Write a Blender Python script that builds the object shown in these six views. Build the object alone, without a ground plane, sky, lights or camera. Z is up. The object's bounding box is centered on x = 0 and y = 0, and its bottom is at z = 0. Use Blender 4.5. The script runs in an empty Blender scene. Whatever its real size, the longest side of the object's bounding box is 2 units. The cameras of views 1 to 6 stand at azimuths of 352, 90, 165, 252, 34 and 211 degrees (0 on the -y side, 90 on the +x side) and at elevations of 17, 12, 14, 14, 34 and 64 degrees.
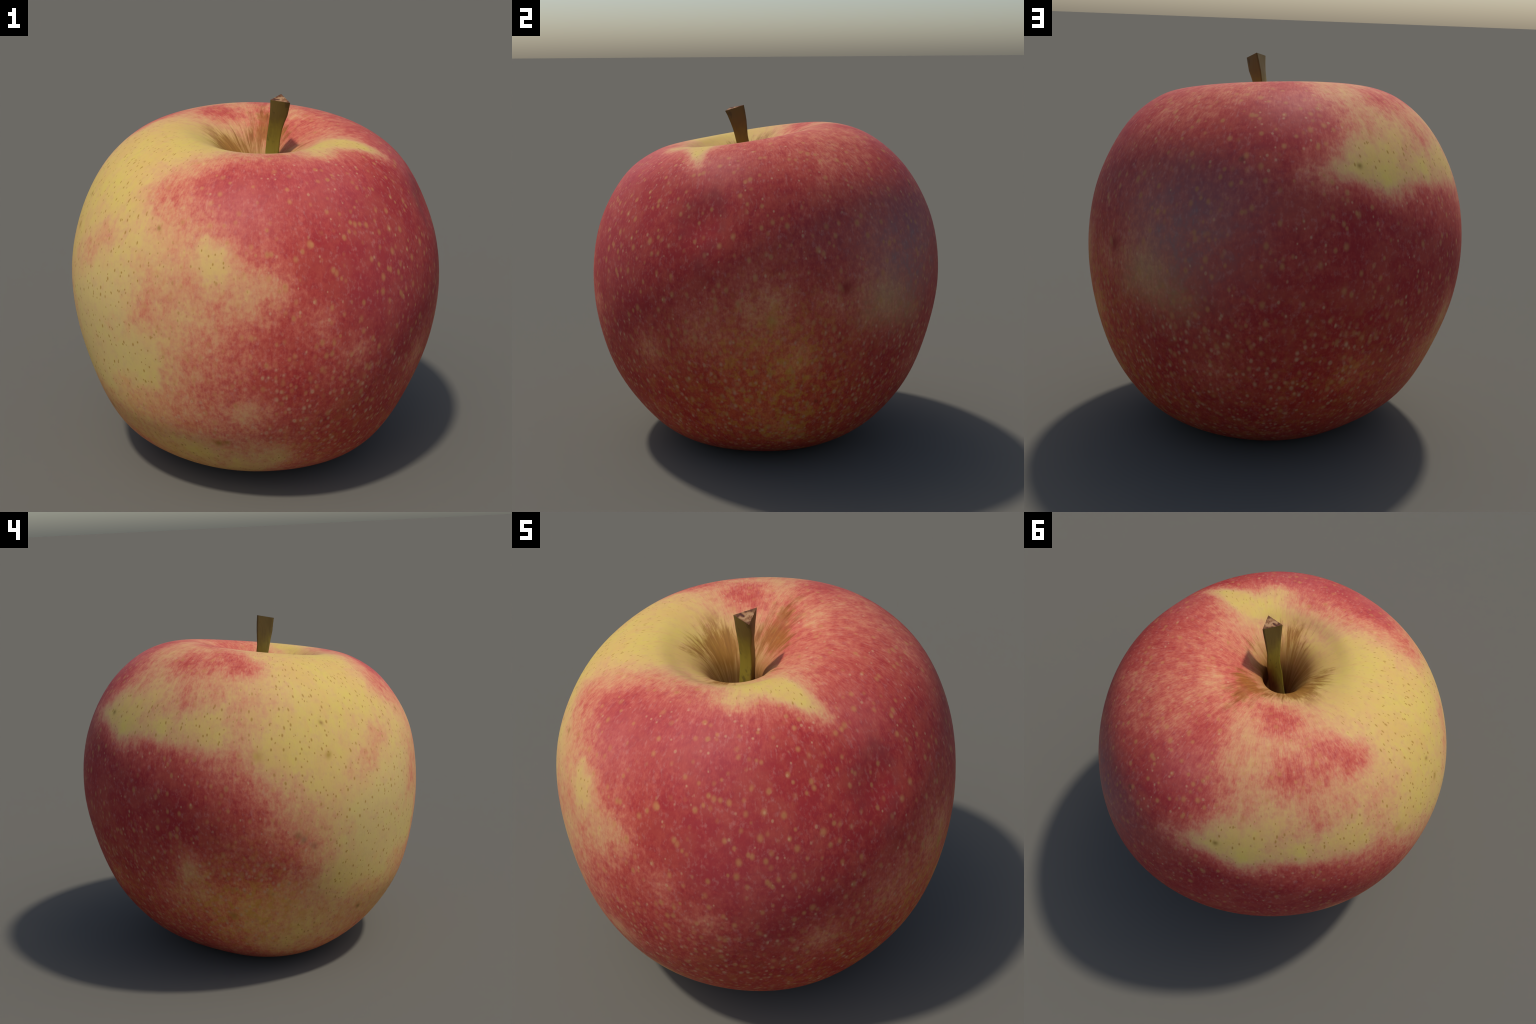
"""A ripe two-tone apple: a lobed, slightly tilted fruit lofted through rings from the
stalk cavity over the shoulders to the basin, a three-cornered woody stalk and a dry calyx."""
import bpy, math
import numpy as np
from mathutils import Matrix, Vector

# ------------------------------------------------------------------ the fruit's cross-sections
# Rings from the floor of the stalk cavity (0), over the shoulder (7), the equator (11),
# down to the foot (16) and up into the basin (19):
# radius, height, centre, tilt (x, y), lobes (cos/sin of 2, 3, 4 and 5 times the turn)
RINGS = [
    (0.000, 1.315, (0.045, -0.095), (0.000, -0.000), (-0.000, 0.000, 0.000, -0.000, 0.000, 0.000, 0.000, -0.000)),
    (0.045, 1.320, (0.045, -0.095), (0.000, 0.000), (0.000, -0.000, -0.000, 0.000, -0.000, -0.000, -0.000, -0.000)),
    (0.070, 1.375, (0.042, -0.096), (-0.000, 0.000), (0.000, -0.000, -0.000, 0.000, -0.000, -0.000, -0.000, 0.000)),
    (0.089, 1.478, (0.022, -0.102), (-0.000, -0.000), (-0.000, 0.000, 0.000, -0.000, 0.000, 0.000, 0.000, 0.000)),
    (0.112, 1.573, (0.001, -0.125), (0.000, -0.000), (-0.000, 0.000, 0.000, -0.000, 0.000, 0.000, 0.000, -0.000)),
    (0.162, 1.642, (0.000, -0.134), (0.000, 0.000), (0.000, -0.000, -0.000, 0.000, -0.000, -0.000, -0.000, -0.000)),
    (0.273, 1.724, (-0.011, -0.109), (-0.009, 0.046), (0.002, -0.008, -0.002, 0.003, -0.001, -0.003, -0.001, 0.000)),
    (0.416, 1.771, (-0.007, -0.054), (-0.003, 0.061), (0.002, -0.008, -0.009, 0.005, 0.001, -0.009, -0.001, 0.001)),
    (0.604, 1.728, (0.004, -0.013), (0.001, 0.046), (-0.001, 0.004, -0.013, 0.004, 0.004, -0.011, 0.002, 0.001)),
    (0.793, 1.574, (0.009, 0.005), (-0.000, 0.016), (-0.007, 0.014, -0.013, 0.004, 0.003, -0.005, 0.004, 0.002)),
    (0.931, 1.319, (0.012, 0.005), (-0.015, -0.002), (-0.012, 0.011, -0.010, 0.001, 0.003, -0.006, 0.004, 0.001)),
    (0.985, 1.029, (0.008, 0.002), (-0.031, -0.021), (-0.010, 0.006, -0.010, 0.000, 0.004, -0.003, 0.004, -0.002)),
    (0.959, 0.724, (0.003, -0.009), (-0.034, -0.018), (-0.008, 0.006, -0.008, 0.004, 0.006, -0.002, 0.004, -0.002)),
    (0.864, 0.421, (0.002, -0.021), (-0.023, -0.017), (-0.004, 0.016, -0.008, 0.002, 0.005, 0.001, 0.006, 0.001)),
    (0.720, 0.191, (-0.003, -0.021), (-0.015, -0.004), (0.017, 0.012, -0.017, 0.002, 0.007, -0.004, -0.003, 0.002)),
    (0.553, 0.061, (-0.002, -0.024), (-0.006, -0.005), (0.033, 0.008, -0.028, -0.003, 0.007, -0.005, -0.007, 0.006)),
    (0.388, 0.007, (-0.001, -0.020), (-0.002, -0.003), (0.031, 0.007, -0.024, -0.004, 0.005, -0.003, -0.006, 0.005)),
    (0.256, -0.001, (-0.001, -0.013), (0.000, 0.001), (0.023, 0.004, -0.016, -0.004, 0.003, -0.001, -0.004, 0.003)),
    (0.131, 0.036, (-0.001, -0.006), (0.001, 0.002), (0.012, 0.002, -0.007, -0.002, 0.001, -0.000, -0.002, 0.001)),
    (0.015, 0.074, (-0.000, 0.001), (0.002, 0.003), (0.001, -0.001, 0.002, -0.001, -0.001, 0.001, 0.001, -0.000)),
]
STEPS, TURNS = 9, 192
LAST = len(RINGS) - 1

# Blush: where the skin is redder (+) or yellower (-) than its mean:
# ring, turn in degrees (0 = +x, 90 = +y), reach, strength
BLUSH_MEAN = 0.85
BLUSH = [
    (6.0, 60, 0.20, 0.43), (6.0, 120, 0.60, -0.66), (6.0, 160, 0.13, 0.12), (6.0, 300, 0.20, -0.29),
    (6.5, 50, 0.09, -0.25), (6.5, 120, 0.13, 0.54), (7.0, 220, 0.20, -0.25), (7.5, 80, 0.13, 0.30),
    (7.5, 150, 0.13, 0.35), (7.5, 300, 0.09, -0.27), (7.5, 320, 0.13, -0.26), (8.0, 130, 0.13, 0.31),
    (8.0, 160, 0.09, 0.33), (8.5, 30, 0.13, -0.10), (8.5, 70, 0.13, 0.22), (8.5, 90, 0.09, 0.21),
    (8.5, 250, 0.13, 0.30), (8.5, 270, 0.13, 0.19), (8.5, 290, 0.13, 0.13), (9.0, 0, 0.20, 0.12),
    (9.0, 60, 0.13, 0.13), (9.0, 80, 0.13, 0.24), (9.0, 100, 0.09, -0.20), (9.0, 120, 0.20, -0.32),
    (9.0, 230, 0.13, 0.19), (9.0, 320, 0.20, 0.18), (9.5, 90, 0.13, -0.21), (9.5, 100, 0.09, -0.22),
    (9.5, 110, 0.13, -0.58), (9.5, 130, 0.09, -0.39), (9.5, 140, 0.09, -0.25), (9.5, 150, 0.13, -0.37),
    (9.5, 200, 0.13, 0.18), (10.0, 40, 0.20, -0.10), (10.0, 60, 0.20, -0.13), (10.0, 100, 0.13, 0.20),
    (10.0, 170, 0.13, -0.20), (10.0, 200, 0.60, -0.86), (10.0, 210, 0.13, 0.33), (10.0, 250, 0.09, -0.46),
    (10.0, 280, 0.13, 0.14), (10.0, 300, 0.34, 0.18), (10.0, 340, 0.20, 0.23), (10.5, 120, 0.13, 0.13),
    (10.5, 200, 0.13, 0.29), (10.5, 260, 0.13, -0.34), (10.5, 270, 0.09, -0.19), (11.0, 0, 0.20, -0.22),
    (11.0, 20, 0.09, -0.15), (11.0, 40, 0.20, -0.39), (11.0, 140, 0.20, 0.23), (11.0, 160, 0.13, 0.16),
    (11.0, 230, 0.13, 0.23), (11.0, 240, 0.34, -0.28), (11.0, 280, 0.09, -0.25), (11.0, 290, 0.13, 0.14),
    (11.0, 320, 0.13, 0.14), (11.5, 290, 0.09, -0.28), (11.5, 310, 0.13, 0.17), (11.5, 340, 0.13, -0.19),
    (12.0, 0, 0.34, -0.14), (12.0, 10, 0.09, -0.24), (12.0, 40, 0.20, 0.15), (12.0, 100, 0.60, 0.21),
    (12.0, 140, 0.09, -0.39), (12.0, 160, 0.20, 0.08), (12.0, 170, 0.13, 0.16), (12.0, 200, 0.20, -0.22),
    (12.0, 220, 0.20, -0.16), (12.0, 230, 0.13, -0.21), (12.0, 270, 0.13, 0.11), (12.0, 320, 0.09, -0.32),
    (12.5, 60, 0.13, -0.23), (12.5, 100, 0.13, -0.32), (12.5, 130, 0.13, -0.18), (12.5, 140, 0.13, -0.22),
    (12.5, 190, 0.13, -0.25), (12.5, 210, 0.13, -0.14), (12.5, 260, 0.09, -0.27), (12.5, 340, 0.13, 0.10),
    (13.0, 0, 0.13, -0.13), (13.0, 60, 0.13, 0.13), (13.0, 120, 0.20, -0.14), (13.0, 160, 0.34, -0.32),
    (13.0, 300, 0.20, 0.22), (13.0, 330, 0.13, 0.14), (13.5, 10, 0.13, -0.24), (13.5, 180, 0.13, -0.18),
    (13.5, 240, 0.09, -0.24), (13.5, 270, 0.09, -0.26), (14.0, 170, 0.09, -0.21), (14.0, 210, 0.13, 0.20),
    (14.0, 220, 0.60, -0.55), (14.0, 260, 0.20, -0.31), (14.0, 290, 0.13, -0.13), (15.0, 200, 0.20, 0.16),
    (15.5, 280, 0.13, -0.11), (16.0, 20, 0.60, 0.10), (17.0, 40, 0.20, -0.12), (17.0, 220, 0.20, 0.14),
]


def spline(values, t):
    """Catmull-Rom through equally spaced control values (array n x k)."""
    n = len(values)
    i = min(int(t), n - 2)
    f = t - i
    w = (-.5*f**3 + f*f - .5*f, 1.5*f**3 - 2.5*f*f + 1, -1.5*f**3 + 2*f*f + .5*f, .5*f**3 - .5*f*f)
    out = 0
    for k, wk in enumerate(w):
        out = out + wk * values[min(max(i - 1 + k, 0), n - 1)]
    return out


RING_VALUES = np.array([[r, z, *c, *tilt, *lobes] for r, z, c, tilt, lobes in RINGS])


def skin_point(t, turn):
    """Point of the skin at ring t and turn (radians)."""
    r, z, cx, cy, tx, ty, c2, s2, c3, s3, c4, s4, c5, s5 = spline(RING_VALUES, t)
    r *= 1 + c2*math.cos(2*turn) + s2*math.sin(2*turn) + c3*math.cos(3*turn) + s3*math.sin(3*turn) \
        + c4*math.cos(4*turn) + s4*math.sin(4*turn) + c5*math.cos(5*turn) + s5*math.sin(5*turn)
    return Vector((cx + r*math.cos(turn), cy + r*math.sin(turn), max(0.0, z + tx*math.cos(turn) + ty*math.sin(turn))))


DENT = Vector((0.835, -0.300, 1.400))


def on_skin(t, degrees):
    return skin_point(t, math.radians(degrees))


def mesh_object(name, verts, faces, material, parent, smooth=True):
    me = bpy.data.meshes.new(name)
    me.from_pydata([tuple(v) for v in verts], [], faces)
    me.polygons.foreach_set("use_smooth", [smooth] * len(me.polygons))
    me.materials.append(material)
    me.update()
    ob = bpy.data.objects.new(name, me)
    bpy.context.scene.collection.objects.link(ob)
    ob.parent = parent
    return ob


# ------------------------------------------------------------------ node helpers
class Nodes:
    def __init__(self, name):
        self.mat = bpy.data.materials.new(name)
        self.mat.use_nodes = True
        self.t = self.mat.node_tree
        self.t.nodes.clear()
        self.out = self.t.nodes.new("ShaderNodeOutputMaterial")
        self.bsdf = self.t.nodes.new("ShaderNodeBsdfPrincipled")
        self.t.links.new(self.bsdf.outputs[0], self.out.inputs[0])
        self.coord = self.t.nodes.new("ShaderNodeTexCoord").outputs["Object"]

    def put(self, socket, value):
        if isinstance(value, bpy.types.NodeSocket):
            self.t.links.new(value, socket)
        elif isinstance(value, (tuple, list, Vector)):
            v = tuple(value)
            socket.default_value = v + (1.0,) if len(socket.default_value) == 4 and len(v) == 3 else v
        else:
            socket.default_value = value

    def math(self, op, a, b=0.0, c=0.0, clamp=False):
        n = self.t.nodes.new("ShaderNodeMath")
        n.operation, n.use_clamp = op, clamp
        for s, v in zip(n.inputs, (a, b, c)):
            self.put(s, v)
        return n.outputs[0]

    def vec(self, op, a, b=(0, 0, 0), scale=None):
        n = self.t.nodes.new("ShaderNodeVectorMath")
        n.operation = op
        self.put(n.inputs[0], a)
        self.put(n.inputs[1], b)
        if scale is not None:
            self.put(n.inputs["Scale"], scale)
        return n.outputs["Value"] if op in ("DISTANCE", "LENGTH", "DOT_PRODUCT") else n.outputs["Vector"]

    def split(self, v):
        n = self.t.nodes.new("ShaderNodeSeparateXYZ")
        self.put(n.inputs[0], v)
        return n.outputs

    def join(self, x, y, z):
        n = self.t.nodes.new("ShaderNodeCombineXYZ")
        for s, v in zip(n.inputs, (x, y, z)):
            self.put(s, v)
        return n.outputs[0]

    def noise(self, v, scale, detail=2.0, rough=0.5, colour=False, distortion=0.0):
        n = self.t.nodes.new("ShaderNodeTexNoise")
        self.put(n.inputs["Vector"], v)
        n.inputs["Scale"].default_value = scale
        n.inputs["Detail"].default_value = detail
        n.inputs["Roughness"].default_value = rough
        n.inputs["Distortion"].default_value = distortion
        return n.outputs["Color" if colour else "Fac"]

    def voronoi(self, v, scale, flat=False):
        n = self.t.nodes.new("ShaderNodeTexVoronoi")
        n.voronoi_dimensions = "2D" if flat else "3D"
        self.put(n.inputs["Vector"], v)
        n.inputs["Scale"].default_value = scale
        return n.outputs["Distance"], n.outputs["Color"]

    def span(self, v, lo, hi, to_lo=0.0, to_hi=1.0, smooth=True):
        n = self.t.nodes.new("ShaderNodeMapRange")
        n.interpolation_type = "SMOOTHSTEP" if smooth else "LINEAR"
        for s, x in zip(n.inputs, (v, lo, hi, to_lo, to_hi)):
            self.put(s, x)
        return n.outputs[0]

    def ramp(self, fac, stops):
        n = self.t.nodes.new("ShaderNodeValToRGB")
        e = n.color_ramp.elements
        while len(e) < len(stops):
            e.new(0.5)
        for el, (p, c) in zip(e, stops):
            el.position, el.color = p, (*c, 1.0)
        self.put(n.inputs[0], fac)
        return n.outputs[0]

    def mix(self, fac, a, b, blend="MIX"):
        n = self.t.nodes.new("ShaderNodeMix")
        n.data_type, n.blend_type = "RGBA", blend
        self.put(n.inputs[0], fac)
        self.put(n.inputs[6], a)
        self.put(n.inputs[7], b)
        return n.outputs[2]

    def blob(self, where, centre, reach):
        """Soft round patch: exp(-(d / reach)^2)."""
        d = self.vec("DISTANCE", where, centre)
        d = self.math("MULTIPLY", d, 1.0 / reach)
        d = self.math("MULTIPLY", d, d)
        d = self.math("MULTIPLY", d, -1.0)
        return self.math("EXPONENT", d)

    def blobs(self, where, patches):
        total = None
        for c, reach, strength in patches:
            b = self.blob(where, c, reach)
            total = self.math("MULTIPLY_ADD", b, strength, 0.0 if total is None else total)
        return total


# ------------------------------------------------------------------ skin
def skin_material():
    g = Nodes("apple_skin")
    P = g.coord
    # ring-and-turn coordinates for streaks that run from stalk to basin
    rel = g.vec("SUBTRACT", P, (0.0, -0.06, 0.85))
    x, y, z = g.split(rel)
    flat = g.join(x, y, 0.0)
    rho = g.vec("LENGTH", flat)
    around = g.vec("NORMALIZE", flat)
    ax, ay, _ = g.split(around)
    down = g.math("ARCTAN2", rho, z)

    def streak(a, b, detail=2.0, shift=0.0):
        v = g.join(g.math("MULTIPLY", ax, a), g.math("MULTIPLY", ay, a), g.math("MULTIPLY_ADD", down, b, shift))
        return g.noise(v, 1.0, detail, 0.55)

    # ---- blush field
    wob = g.vec("SUBTRACT", g.noise(P, 5.0, 3.0, 0.6, colour=True), (0.5, 0.5, 0.5))
    warped = g.vec("ADD", P, g.vec("SCALE", wob, scale=0.11))
    red = g.blobs(warped, [(on_skin(t, a), s, k) for t, a, s, k in BLUSH])
    red = g.math("ADD", red, BLUSH_MEAN)
    # a narrow yellow ray over the shoulder
    shoulder = [(6.5, 305, 0.15), (6.9, 315, 0.28), (6.9, 322, 0.30), (7.4, 323, 0.40), (7.75, 325, 0.44), (8.1, 327, 0.42), (8.4, 330, 0.34)]
    ray = g.blobs(g.vec("ADD", P, g.vec("SCALE", wob, scale=0.05)), [(on_skin(t, a), 0.055, -k) for t, a, k in shoulder])
    band = [(9.35, 84), (9.4, 94), (9.45, 103), (9.5, 112), (9.55, 121), (9.65, 130), (9.75, 139), (9.8, 148)]
    belt = g.blobs(g.vec("ADD", P, g.vec("SCALE", wob, scale=0.06)), [(on_skin(t, a), 0.065, -0.12) for t, a in band])
    red = g.math("ADD", red, g.math("ADD", ray, belt))
    red = g.math("MAXIMUM", g.math("MINIMUM", red, 1.03), 0.09)
    mott = g.math("SUBTRACT", g.noise(P, 11.0, 4.0, 0.62), 0.5)
    red = g.math("MULTIPLY_ADD", mott, 0.34, red)
    grit = g.math("SUBTRACT", g.noise(P, 30.0, 4.0, 0.65), 0.5)
    # a pink flush mottles the yellow flank
    flush = g.blobs(P, [(on_skin(11.2, 215), 0.42, 0.9), (on_skin(12.8, 225), 0.40, 0.9), (on_skin(10.6, 240), 0.34, 0.8), (on_skin(10.9, 190), 0.36, 0.7)])
    flush = g.math("MULTIPLY", flush, g.span(g.noise(P, 9.0, 4.0, 0.6), 0.36, 0.76), clamp=True)
    flush = g.math("MULTIPLY", flush, g.span(red, 0.45, 0.25))
    red = g.math("MULTIPLY_ADD", flush, 0.12, red)
    calm = g.span(red, 0.10, 0.60, 0.36, 1.0)
    red_m = g.math("MULTIPLY_ADD", grit, g.math("MULTIPLY", calm, 0.50), red)
    st = g.math("SUBTRACT", streak(24.0, 10.0, 3.0), 0.5)
    red_m = g.math("MULTIPLY_ADD", st, 0.28, red_m)
    fine = g.math("SUBTRACT", streak(80.0, 46.0, 2.0, 7.0), 0.5)
    red_f = g.math("MULTIPLY_ADD", fine, g.math("MULTIPLY", calm, 0.40), red_m)
    skin = g.ramp(red_f, [
(0.00, (0.63, 0.465, 0.105)), (0.16, (0.64, 0.425, 0.130)), (0.28, (0.635, 0.360, 0.145)), (0.40, (0.625, 0.275, 0.135)), (0.52, (0.60, 0.190, 0.105)),
        (0.64, (0.54, 0.115, 0.075)), (0.82, (0.45, 0.056, 0.044)), (1.00, (0.365, 0.027, 0.029))])
    # peach haze and faint streaks drift over the yellow; brighter, warmer clouds over the red
    haze = g.span(g.noise(P, 6.0, 4.0, 0.6), 0.40, 0.68)
    haze = g.math("MAXIMUM", haze, g.span(streak(17.0, 5.0, 3.0, 2.0), 0.50, 0.72))
    skin = g.mix(g.math("MULTIPLY", haze, g.span(red, 0.55, 0.20, 0.0, 0.36)), skin, (0.63, 0.325, 0.125))
    glow = g.math("MULTIPLY", g.span(g.noise(P, 8.0, 5.0, 0.65), 0.42, 0.64), g.span(red, 0.6, 0.9, 0.0, 0.42))
    skin = g.mix(glow, skin, (0.47, 0.088, 0.052))
    # the red turns golden-orange towards the foot
    warm = g.blobs(warped, [(on_skin(12.2, 5), 0.42, 0.8), (on_skin(12.9, 95), 0.42, 0.7), (on_skin(12.8, 155), 0.36, 0.8), (on_skin(13.2, 330), 0.36, 0.7),
                            (on_skin(14.4, 30), 0.5, 0.8), (on_skin(14.2, 215), 0.45, 0.6), (on_skin(13.2, 290), 0.3, 0.5)])
    specks = g.span(g.noise(P, 22.0, 4.0, 0.6), 0.48, 0.62)
    skin = g.mix(g.math("MULTIPLY", warm, 0.85, clamp=True), skin, g.mix(1.0, skin, (1.18, 1.05, 0.48), "MULTIPLY"))
    gold = g.math("MULTIPLY", g.math("MULTIPLY", warm, specks), g.span(red_f, 1.05, 0.55, 0.24, 0.72), clamp=True)
    skin = g.mix(gold, skin, (0.58, 0.29, 0.035))
    # flank yellow paled to cream, a hazy reflection painted into the skin
    green = g.blobs(P, [(on_skin(11.4, 215), 0.34, 0.9), (on_skin(10.8, 238), 0.30, 0.7), (on_skin(11.5, 198), .30, .6), (on_skin(12.6, 215), .3, .5)])
    green = g.math("MULTIPLY", green, g.span(red, 0.45, 0.1), clamp=True)
    skin = g.mix(g.math("MULTIPLY", green, 0.5), skin, (0.60, 0.46, 0.19))
    # pink specular highlight tinted into the red, and a plum-coloured cloud on one cheek
    rosy = g.blobs(warped, [(on_skin(8.6, 288), 0.24, 0.8), (on_skin(9.1, 255), 0.2, 0.9), (on_skin(8.25, 80), 0.18, 0.7),
                            (on_skin(8.6, 342), 0.15, 0.6), (on_skin(10.6, 300), .3, .5)])
    rosy = g.math("MULTIPLY", rosy, g.span(red, 0.3, 0.7), clamp=True)
    skin = g.mix(g.math("MULTIPLY", rosy, 0.35), skin, (0.50, 0.13, 0.14))
    cloud = g.blobs(warped, [(on_skin(10.2, 58), 0.27, 0.75), (on_skin(10.7, 50), 0.24, 0.6), (on_skin(10.1, 38), 0.22, 0.55)])
    cloud = g.math("MULTIPLY", cloud, g.math("MULTIPLY_ADD", mott, 1.1, 0.44))
    cloud = g.math("MULTIPLY", cloud, g.math("MULTIPLY_ADD", fine, 1.2, g.math("MULTIPLY_ADD", grit, 1.6, 1.0)), clamp=True)
    skin = g.mix(cloud, skin, (0.34, 0.175, 0.15))
    tan = g.blobs(warped, [(on_skin(11.2, 44), 0.13, 0.7), (on_skin(11.1, 34), 0.10, 0.6), (on_skin(11.3, 52), 0.10, 0.5)])
    skin = g.mix(g.math("MULTIPLY", tan, g.math("MULTIPLY_ADD", grit, 2.0, 0.42), clamp=True), skin, (0.44, 0.27, 0.10))
    plum = g.blobs(warped, [(on_skin(9.75, 62), 0.17, 0.8), (on_skin(9.75, 50), 0.14, 0.6), (on_skin(9.9, 18), 0.16, 0.35)])
    skin = g.mix(g.math("MULTIPLY", g.math("MULTIPLY_ADD", grit, 1.2, plum), 0.34, clamp=True), skin, (0.19, 0.075, 0.10))

    # ---- pale flecks in the red, running with the skin's fibres
    fl = g.span(streak(48.0, 38.0, 3.0, 3.0), 0.50, 0.80)
    fl = g.math("MULTIPLY", fl, g.span(red, 0.35, 0.75, 0.15, 0.30))
    skin = g.mix(fl, skin, (0.60, 0.30, 0.24))

    # ---- lenticels: pale rings with a tan heart in the red, brown-green pits in the yellow
    tall = g.vec("MULTIPLY", g.vec("ADD", P, g.vec("SCALE", wob, scale=0.012)), (1.0, 1.0, 0.72))

    def lenticels(scale, size, keep, where):
        d, c = g.voronoi(tall, scale)
        d = g.math("DIVIDE", d, scale)
        r = g.split(c)[0]
        big = g.span(r, keep, 1.0, 0.55, 1.0, smooth=False)
        d = g.math("DIVIDE", d, g.math("MULTIPLY", big, size))
        on = g.math("GREATER_THAN", r, keep)
        on = g.math("MULTIPLY", on, where)
        return g.math("MULTIPLY", g.span(d, 1.05, 0.15), on), g.math("MULTIPLY", g.span(d, 0.45, 0.15), g.math("MULTIPLY", on, g.math("GREATER_THAN", g.split(c)[1], 0.5)))

    zz = g.split(P)[2]
    upper = g.span(zz, 0.55, 0.85)
    lower = g.span(zz, 1.0, 0.6)
    in_red = g.span(red, 0.2, 0.5)
    TAN, PALE = (0.55, 0.235, 0.085), (0.62, 0.33, 0.18)
    for scale, size, keep, where, tint in ((16.5, 0.0215, 0.25, upper, TAN), (21.0, 0.0175, 0.3, upper, TAN), (23.0, 0.0205, 0.15, lower, TAN), (30.0, 0.0150, 0.2, lower, PALE), (30.0, 0.0100, 0.72, upper, PALE)):
        ring, heart = lenticels(scale, size, keep, where)
        skin = g.mix(g.math("MULTIPLY", ring, g.math("MULTIPLY", in_red, 0.64)), skin, tint)
        skin = g.mix(g.math("MULTIPLY", heart, g.math("MULTIPLY", in_red, 0.35)), skin, (0.36, 0.15, 0.05))
    in_yellow = g.span(red, 0.50, 0.22)
    turn = g.math("ARCTAN2", g.math("MULTIPLY", y, -1.0), g.math("MULTIPLY", x, -1.0))      # closes on the red side
    bend = g.split(wob)[1]
    for a, b, size, keep, shift in ((17.0, 11.0, 0.16, 0.25, 1.3), (22.0, 17.0, 0.15, 0.25, 5.9)):
        cell = g.join(g.math("MULTIPLY", g.math("MULTIPLY_ADD", bend, 0.05, turn), a), g.math("MULTIPLY_ADD", down, b, shift), 0.0)
        d, c = g.voronoi(cell, 1.0, flat=True)
        r = g.split(c)[0]
        d = g.math("DIVIDE", d, g.math("MULTIPLY", g.span(r, keep, 1.0, 0.5, 1.0, smooth=False), size))
        pit = g.math("MULTIPLY", g.span(d, 1.0, 0.3), g.math("GREATER_THAN", r, keep))
        pit = g.math("MULTIPLY", pit, g.span(rho, 0.30, 0.55))
        skin = g.mix(g.math("MULTIPLY", pit, g.math("MULTIPLY", in_yellow, 0.8)), skin, (0.36, 0.185, 0.03))

    # ---- scuffs, scabs and a faint bruise
    near = g.vec("ADD", P, g.vec("SCALE", wob, scale=0.05))
    oval = [(9.15, 342), (9.3, 344), (9.5, 345), (9.75, 345), (10.0, 343), (10.2, 341), (10.4, 339)]
    rim = [(9.25, 338), (9.4, 333), (9.65, 331), (9.9, 332)]
    scuff = g.blobs(near, [(on_skin(t, a), 0.032, 0.7) for t, a in oval] + [(on_skin(t, a), 0.035, 0.45) for t, a in rim]
                    + [(on_skin(9.6, 337), 0.10, 0.12)])
    skin = g.mix(g.math("MULTIPLY", scuff, 0.42, clamp=True), skin, (0.19, 0.06, 0.055))
    for t, a, reach, colour, k in (
            (12.75, 18, 0.011, (0.03, 0.012, 0.008), 0.95), (13.25, 250, 0.022, (0.30, 0.15, 0.02), 0.8), (13.22, 253, 0.018, (0.30, 0.15, 0.02), 0.7),
            (11.5, 175, 0.022, (0.25, 0.15, 0.05), 0.6), (11.6, 177, 0.02, (0.22, 0.12, 0.06), 0.6), (11.75, 180, 0.02, (0.25, 0.14, 0.06), 0.5),
            (10.75, 25, 0.035, (0.26, 0.02, 0.02), 0.8), (10.12, 188, 0.02, (0.36, 0.22, 0.03), 0.8), (9.5, 188, 0.013, (0.30, 0.15, 0.04), 0.8),
            (11.25, 2, 0.028, (0.45, 0.28, 0.04), 0.6), (10.0, 165, 0.03, (0.42, 0.24, 0.03), 0.5), (13.25, 202, 0.014, (0.2, 0.12, 0.02), 0.8),
            (9.62, 232, 0.013, (0.30, 0.17, 0.03), 0.8), (9.38, 102, 0.014, (0.22, 0.12, 0.02), 0.8), (9.25, 65, 0.013, (0.15, 0.05, 0.03), 0.7),
            (13.0, 152, 0.025, (0.36, 0.15, 0.02), 0.6)):
        b = g.blob(g.vec("ADD", P, g.vec("SCALE", wob, scale=0.05)), on_skin(t, a), reach)
        skin = g.mix(g.math("MULTIPLY", b, k), skin, colour)

    # ---- russet rays in the stalk cavity
    cav = g.vec("SUBTRACT", P, (0.0, -0.12, 1.6))
    cx, cy, cz = g.split(cav)
    cflat = g.join(cx, cy, 0.0)
    crho = g.vec("LENGTH", cflat)
    cn = g.split(g.vec("NORMALIZE", cflat))
    rays = g.noise(g.join(g.math("MULTIPLY", cn[0], 11.0), g.math("MULTIPLY", cn[1], 11.0), g.math("MULTIPLY", crho, 8.0)), 1.0, 5.0, 0.68, distortion=0.4)
    tufts = g.blobs(P, [
        (on_skin(5.1, 145), 0.11, 1.35), (on_skin(6.0, 158), 0.07, 0.5), (on_skin(5.6, 195), 0.07, 0.6), (on_skin(5.5, 75), 0.10, 1.0),
        (on_skin(6.2, 74), 0.07, 0.8), (on_skin(6.8, 78), 0.06, 0.7), (on_skin(5.6, 352), 0.06, 0.55), (on_skin(6.3, 152), 0.08, 0.5),
        (on_skin(5.2, 288), 0.09, 0.7), (on_skin(6.1, 280), 0.08, 0.4), (on_skin(5.7, 50), 0.06, 0.7)])
    rus = g.math("MULTIPLY_ADD", tufts, 0.72, g.math("MULTIPLY_ADD", rays, 2.1, -1.36))
    rus = g.span(rus, -0.14, 0.46)
    rus = g.math("MULTIPLY", rus, g.math("MAXIMUM", g.span(crho, 0.36, 0.22), g.math("MULTIPLY", g.blob(P, on_skin(6.3, 74), 0.13), g.span(crho, 0.50, 0.40))))
    rus = g.math("MULTIPLY", rus, g.math("GREATER_THAN", zz, 1.0))
    skin = g.mix(g.math("MULTIPLY", rus, 0.8), skin, g.ramp(rays, [(0.3, (0.38, 0.155, 0.018)), (0.65, (0.20, 0.066, 0.009))]))
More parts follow.
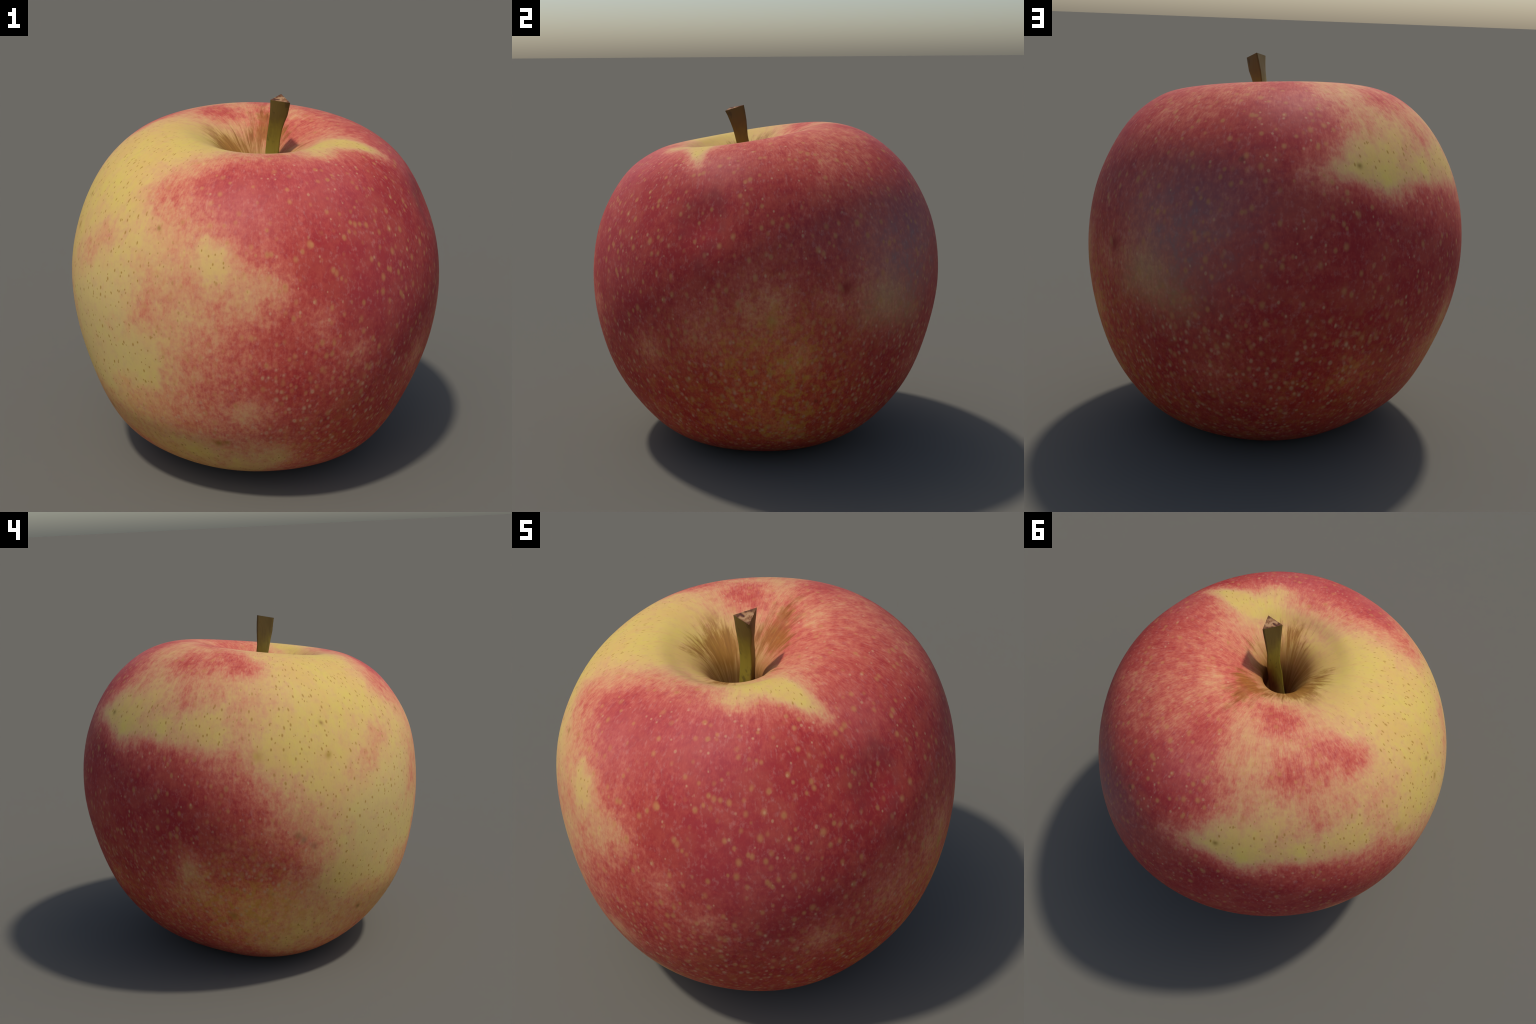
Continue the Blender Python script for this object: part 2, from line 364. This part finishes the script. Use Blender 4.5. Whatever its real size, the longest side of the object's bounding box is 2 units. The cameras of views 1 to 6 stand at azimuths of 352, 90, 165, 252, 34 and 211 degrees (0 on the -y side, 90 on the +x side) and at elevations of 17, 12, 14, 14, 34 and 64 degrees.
    deep = g.math("MULTIPLY", g.span(crho, 0.26, 0.13), g.span(zz, 1.73, 1.56))
    deep = g.math("MULTIPLY", deep, g.math("GREATER_THAN", zz, 1.0))
    deep = g.math("MULTIPLY", deep, g.span(rays, 0.25, 0.6, 0.55, 1.0))
    skin = g.mix(g.math("MULTIPLY", deep, 0.85), skin, g.mix(g.span(zz, 1.62, 1.44), (0.27, 0.12, 0.018), (0.15, 0.06, 0.010)))
    # brown, dry basin round the calyx
    basin = g.math("MULTIPLY", g.span(g.vec("DISTANCE", P, (0.0, 0.0, 0.12)), 0.22, 0.10), g.math("LESS_THAN", zz, 0.5))
    skin = g.mix(basin, skin, (0.16, 0.08, 0.025))

    b = g.bsdf
    g.put(b.inputs["Base Color"], skin)
    b.inputs["Roughness"].default_value = 0.6
    b.inputs["Specular IOR Level"].default_value = 0.12
    bump = g.t.nodes.new("ShaderNodeBump")
    bump.inputs["Strength"].default_value = 0.06
    bump.inputs["Distance"].default_value = 0.01
    g.put(bump.inputs["Height"], fine)
    g.put(b.inputs["Normal"], bump.outputs[0])
    return g.mat


# ------------------------------------------------------------------ stalk
STALK_CORNERS = [Vector((0.1102, -0.1129, 1.9445)), Vector((0.0428, -0.1951, 1.9270)), Vector((0.1390, -0.2177, 1.9133))]
# height, axis, width against the top's, roundness of the three-cornered section, twist
STALK = [(1.928, (0.0973, -0.1752), 1.0, 0.0, 0.0), (1.895, (0.094, -0.166), 0.965, 0.05, 0.08), (1.85, (0.088, -0.156), 0.92, 0.10, 0.17),
         (1.81, (0.081, -0.147), 0.83, 0.13, 0.16), (1.77, (0.074, -0.139), 0.75, 0.15, 0.14), (1.72, (0.069, -0.128), 0.735, 0.18, 0.11),
         (1.67, (0.066, -0.123), 0.735, 0.2, 0.085), (1.62, (0.064, -0.126), 0.755, 0.25, 0.08), (1.56, (0.061, -0.130), 0.79, 0.3, 0.05),
         (1.50, (0.056, -0.128), 0.80, 0.35, 0.0), (1.44, (0.049, -0.124), 0.82, 0.45, -0.08), (1.38, (0.042, -0.118), 0.92, 0.6, -0.1), (1.31, (0.042, -0.110), 1.1, 0.7, -0.1)]


def stalk_material():
    g = Nodes("stalk_bark")
    x, y, z = g.split(g.coord)
    side = g.math("ADD", g.math("MULTIPLY", x, 0.75), g.math("MULTIPLY", y, 0.66))   # sunny brown side towards +x +y
    lean = g.math("MULTIPLY_ADD", z, -0.32, 0.30 + 0.235)
    side = g.math("ADD", g.math("SUBTRACT", side, 0.0), lean)
    fibre = g.noise(g.vec("MULTIPLY", g.coord, (70.0, 70.0, 7.0)), 1.0, 3.0, 0.6)
    blot = g.noise(g.vec("MULTIPLY", g.coord, (22.0, 22.0, 12.0)), 1.0, 3.0, 0.6)
    s = g.math("MULTIPLY_ADD", g.math("SUBTRACT", fibre, 0.5), 0.06, side)
    col = g.mix(g.span(s, -0.03, 0.035), (0.235, 0.175, 0.018), (0.125, 0.036, 0.010))
    up = g.math("MULTIPLY_ADD", g.math("SUBTRACT", blot, 0.5), 0.16, z)
    col = g.mix(g.math("MULTIPLY", g.span(up, 1.70, 1.86), 0.75), col, (0.105, 0.060, 0.018))
    col = g.mix(g.math("MULTIPLY", g.span(z, 1.50, 1.34), 0.5), col, (0.26, 0.20, 0.04))
    col = g.mix(g.math("MULTIPLY", g.span(blot, 0.60, 0.70), 0.5), col, (0.05, 0.028, 0.010))
    g.put(g.bsdf.inputs["Base Color"], col)
    g.bsdf.inputs["Roughness"].default_value = 0.6
    g.bsdf.inputs["Specular IOR Level"].default_value = 0.3
    bump = g.t.nodes.new("ShaderNodeBump")
    bump.inputs["Strength"].default_value = 0.25
    bump.inputs["Distance"].default_value = 0.006
    g.put(bump.inputs["Height"], fibre)
    g.put(g.bsdf.inputs["Normal"], bump.outputs[0])
    return g.mat


def cut_material():
    g = Nodes("stalk_cut_wood")
    c = sum(STALK_CORNERS, Vector()) / 3
    d = g.vec("DISTANCE", g.coord, c)
    n = g.noise(g.coord, 24.0, 2.0, 0.5, distortion=1.6)
    col = g.ramp(n, [(0.36, (0.075, 0.025, 0.018)), (0.48, (0.26, 0.115, 0.045)), (0.60, (0.42, 0.24, 0.12)), (0.72, (0.15, 0.055, 0.03))])
    col = g.mix(g.math("MULTIPLY", g.span(d, 0.026, 0.045), 0.8), col, (0.12, 0.045, 0.018))
    g.put(g.bsdf.inputs["Base Color"], col)
    g.bsdf.inputs["Roughness"].default_value = 0.75
    g.bsdf.inputs["Specular IOR Level"].default_value = 0.2
    return g.mat


def calyx_material():
    g = Nodes("dry_sepal")
    n = g.noise(g.coord, 45.0, 3.0)
    g.put(g.bsdf.inputs["Base Color"], g.mix(n, (0.09, 0.05, 0.02), (0.20, 0.13, 0.06)))
    g.bsdf.inputs["Roughness"].default_value = 0.8
    return g.mat


def stalk_ring(k, around=24):
    """Section k: the triangle of the cut top, shrunk, moved to the axis and rounded."""
    height, axis, width, roundness, twist = STALK[k]
    centre = sum(STALK_CORNERS, Vector()) / 3
    tilt = max(0.0, 1.0 - k / 3.0)
    pts = []
    mean_r = sum(((p - centre).to_2d().length for p in STALK_CORNERS)) / 3
    for i in range(around):
        side, f = divmod(i / around * 3, 1.0)
        side = int(side)
        a, b = STALK_CORNERS[side] - centre, STALK_CORNERS[(side + 1) % 3] - centre
        p = a.lerp(b, f)
        flat = p.to_2d()
        ring = flat.normalized() * mean_r * 0.78
        q = flat.lerp(ring, roundness) * width
        q.rotate(Matrix.Rotation(twist, 2))
        pts.append(Vector((axis[0] + q.x, axis[1] + q.y, height + p.z * tilt)))
    return pts


def build():
    apple = bpy.data.objects.new("apple", None)
    bpy.context.scene.collection.objects.link(apple)
    apple["label"] = "ripe red and yellow apple with speckled skin and short brown stalk"
    apple["category"] = "fruit"

    # skin: loft through all rings, poles closed by a point
    verts, faces = [], []
    rows = LAST * STEPS + 1
    for i in range(1, rows - 1):
        for j in range(TURNS):
            verts.append(skin_point(i / STEPS, 2 * math.pi * j / TURNS))
    n = rows - 2
    for i in range(n - 1):
        for j in range(TURNS):
            a, b = i * TURNS + j, i * TURNS + (j + 1) % TURNS
            faces.append((a, a + TURNS, b + TURNS, b))
    for row, flip in ((0, False), (n - 1, True)):
        c = sum((verts[row * TURNS + j] for j in range(TURNS)), Vector()) / TURNS
        verts.append(c)
        k = len(verts) - 1
        for j in range(TURNS):
            a, b = row * TURNS + j, row * TURNS + (j + 1) % TURNS
            faces.append((k, b, a) if flip else (k, a, b))
    for v in verts:                       # a shallow dent under the scuffed spot
        v -= (v - Vector((0, 0, 0.9))).normalized() * 0.022 * math.exp(-((v - DENT).length / 0.12) ** 2)
    skin = mesh_object("skin", verts, faces, skin_material(), apple)

    # stalk with its cut end
    verts, faces = [], []
    m = 24
    for k in range(len(STALK)):
        verts += stalk_ring(k, m)
    for k in range(len(STALK) - 1):
        for j in range(m):
            a, b = k * m + j, k * m + (j + 1) % m
            faces.append((a, a + m, b + m, b))
    faces.append(tuple(range((len(STALK) - 1) * m + m - 1, (len(STALK) - 1) * m - 1, -1)))
    stalk = mesh_object("stalk", verts, faces, stalk_material(), apple)
    top = stalk_ring(0, m)
    c = sum(top, Vector()) / m
    inner = [p.lerp(c, 0.45) + Vector((0, 0, -0.003)) for p in top]
    verts = top + inner + [c + Vector((0, 0, -0.001))]
    faces = [(j, (j + 1) % m, m + (j + 1) % m, m + j) for j in range(m)] + [(m + j, m + (j + 1) % m, 2 * m) for j in range(m)]
    mesh_object("cut_end", verts, faces, cut_material(), stalk)

    # calyx: five dry sepals folded together in the basin
    calyx = bpy.data.objects.new("calyx", None)
    bpy.context.scene.collection.objects.link(calyx)
    calyx.parent = apple
    dry = calyx_material()
    floor = on_skin(LAST, 0)
    for s in range(5):
        turn = 2 * math.pi * s / 5 + 0.3
        out, side = Vector((math.cos(turn), math.sin(turn), 0)), Vector((-math.sin(turn), math.cos(turn), 0))
        verts, faces = [], []
        for layer in (0.0, 0.004):
            for i in range(7):
                f = i / 6
                w = 0.028 * (1 - f) ** 0.7 * (0.75 + f)
                p = floor + out * (0.035 - 0.03 * f + 0.045 * f * f) + Vector((0, 0, 0.004 - 0.04 * f)) + out * layer
                for u in (-1, 0, 1):
                    verts.append(p + side * w * u + out * (0.006 * (1 - u * u)))
        for layer in (0, 21):
            for i in range(6):
                for u in range(2):
                    a = layer + i * 3 + u
                    q = (a, a + 1, a + 4, a + 3)
                    faces.append(q if layer else q[::-1])
        rim = [i * 3 for i in range(7)] + [18 + 1, 18 + 2] + [i * 3 + 2 for i in range(5, -1, -1)] + [1]
        for a, b in zip(rim, rim[1:] + rim[:1]):
            faces.append((a, b, b + 21, a + 21))
        mesh_object("sepal", verts, faces, dry, calyx)


build()
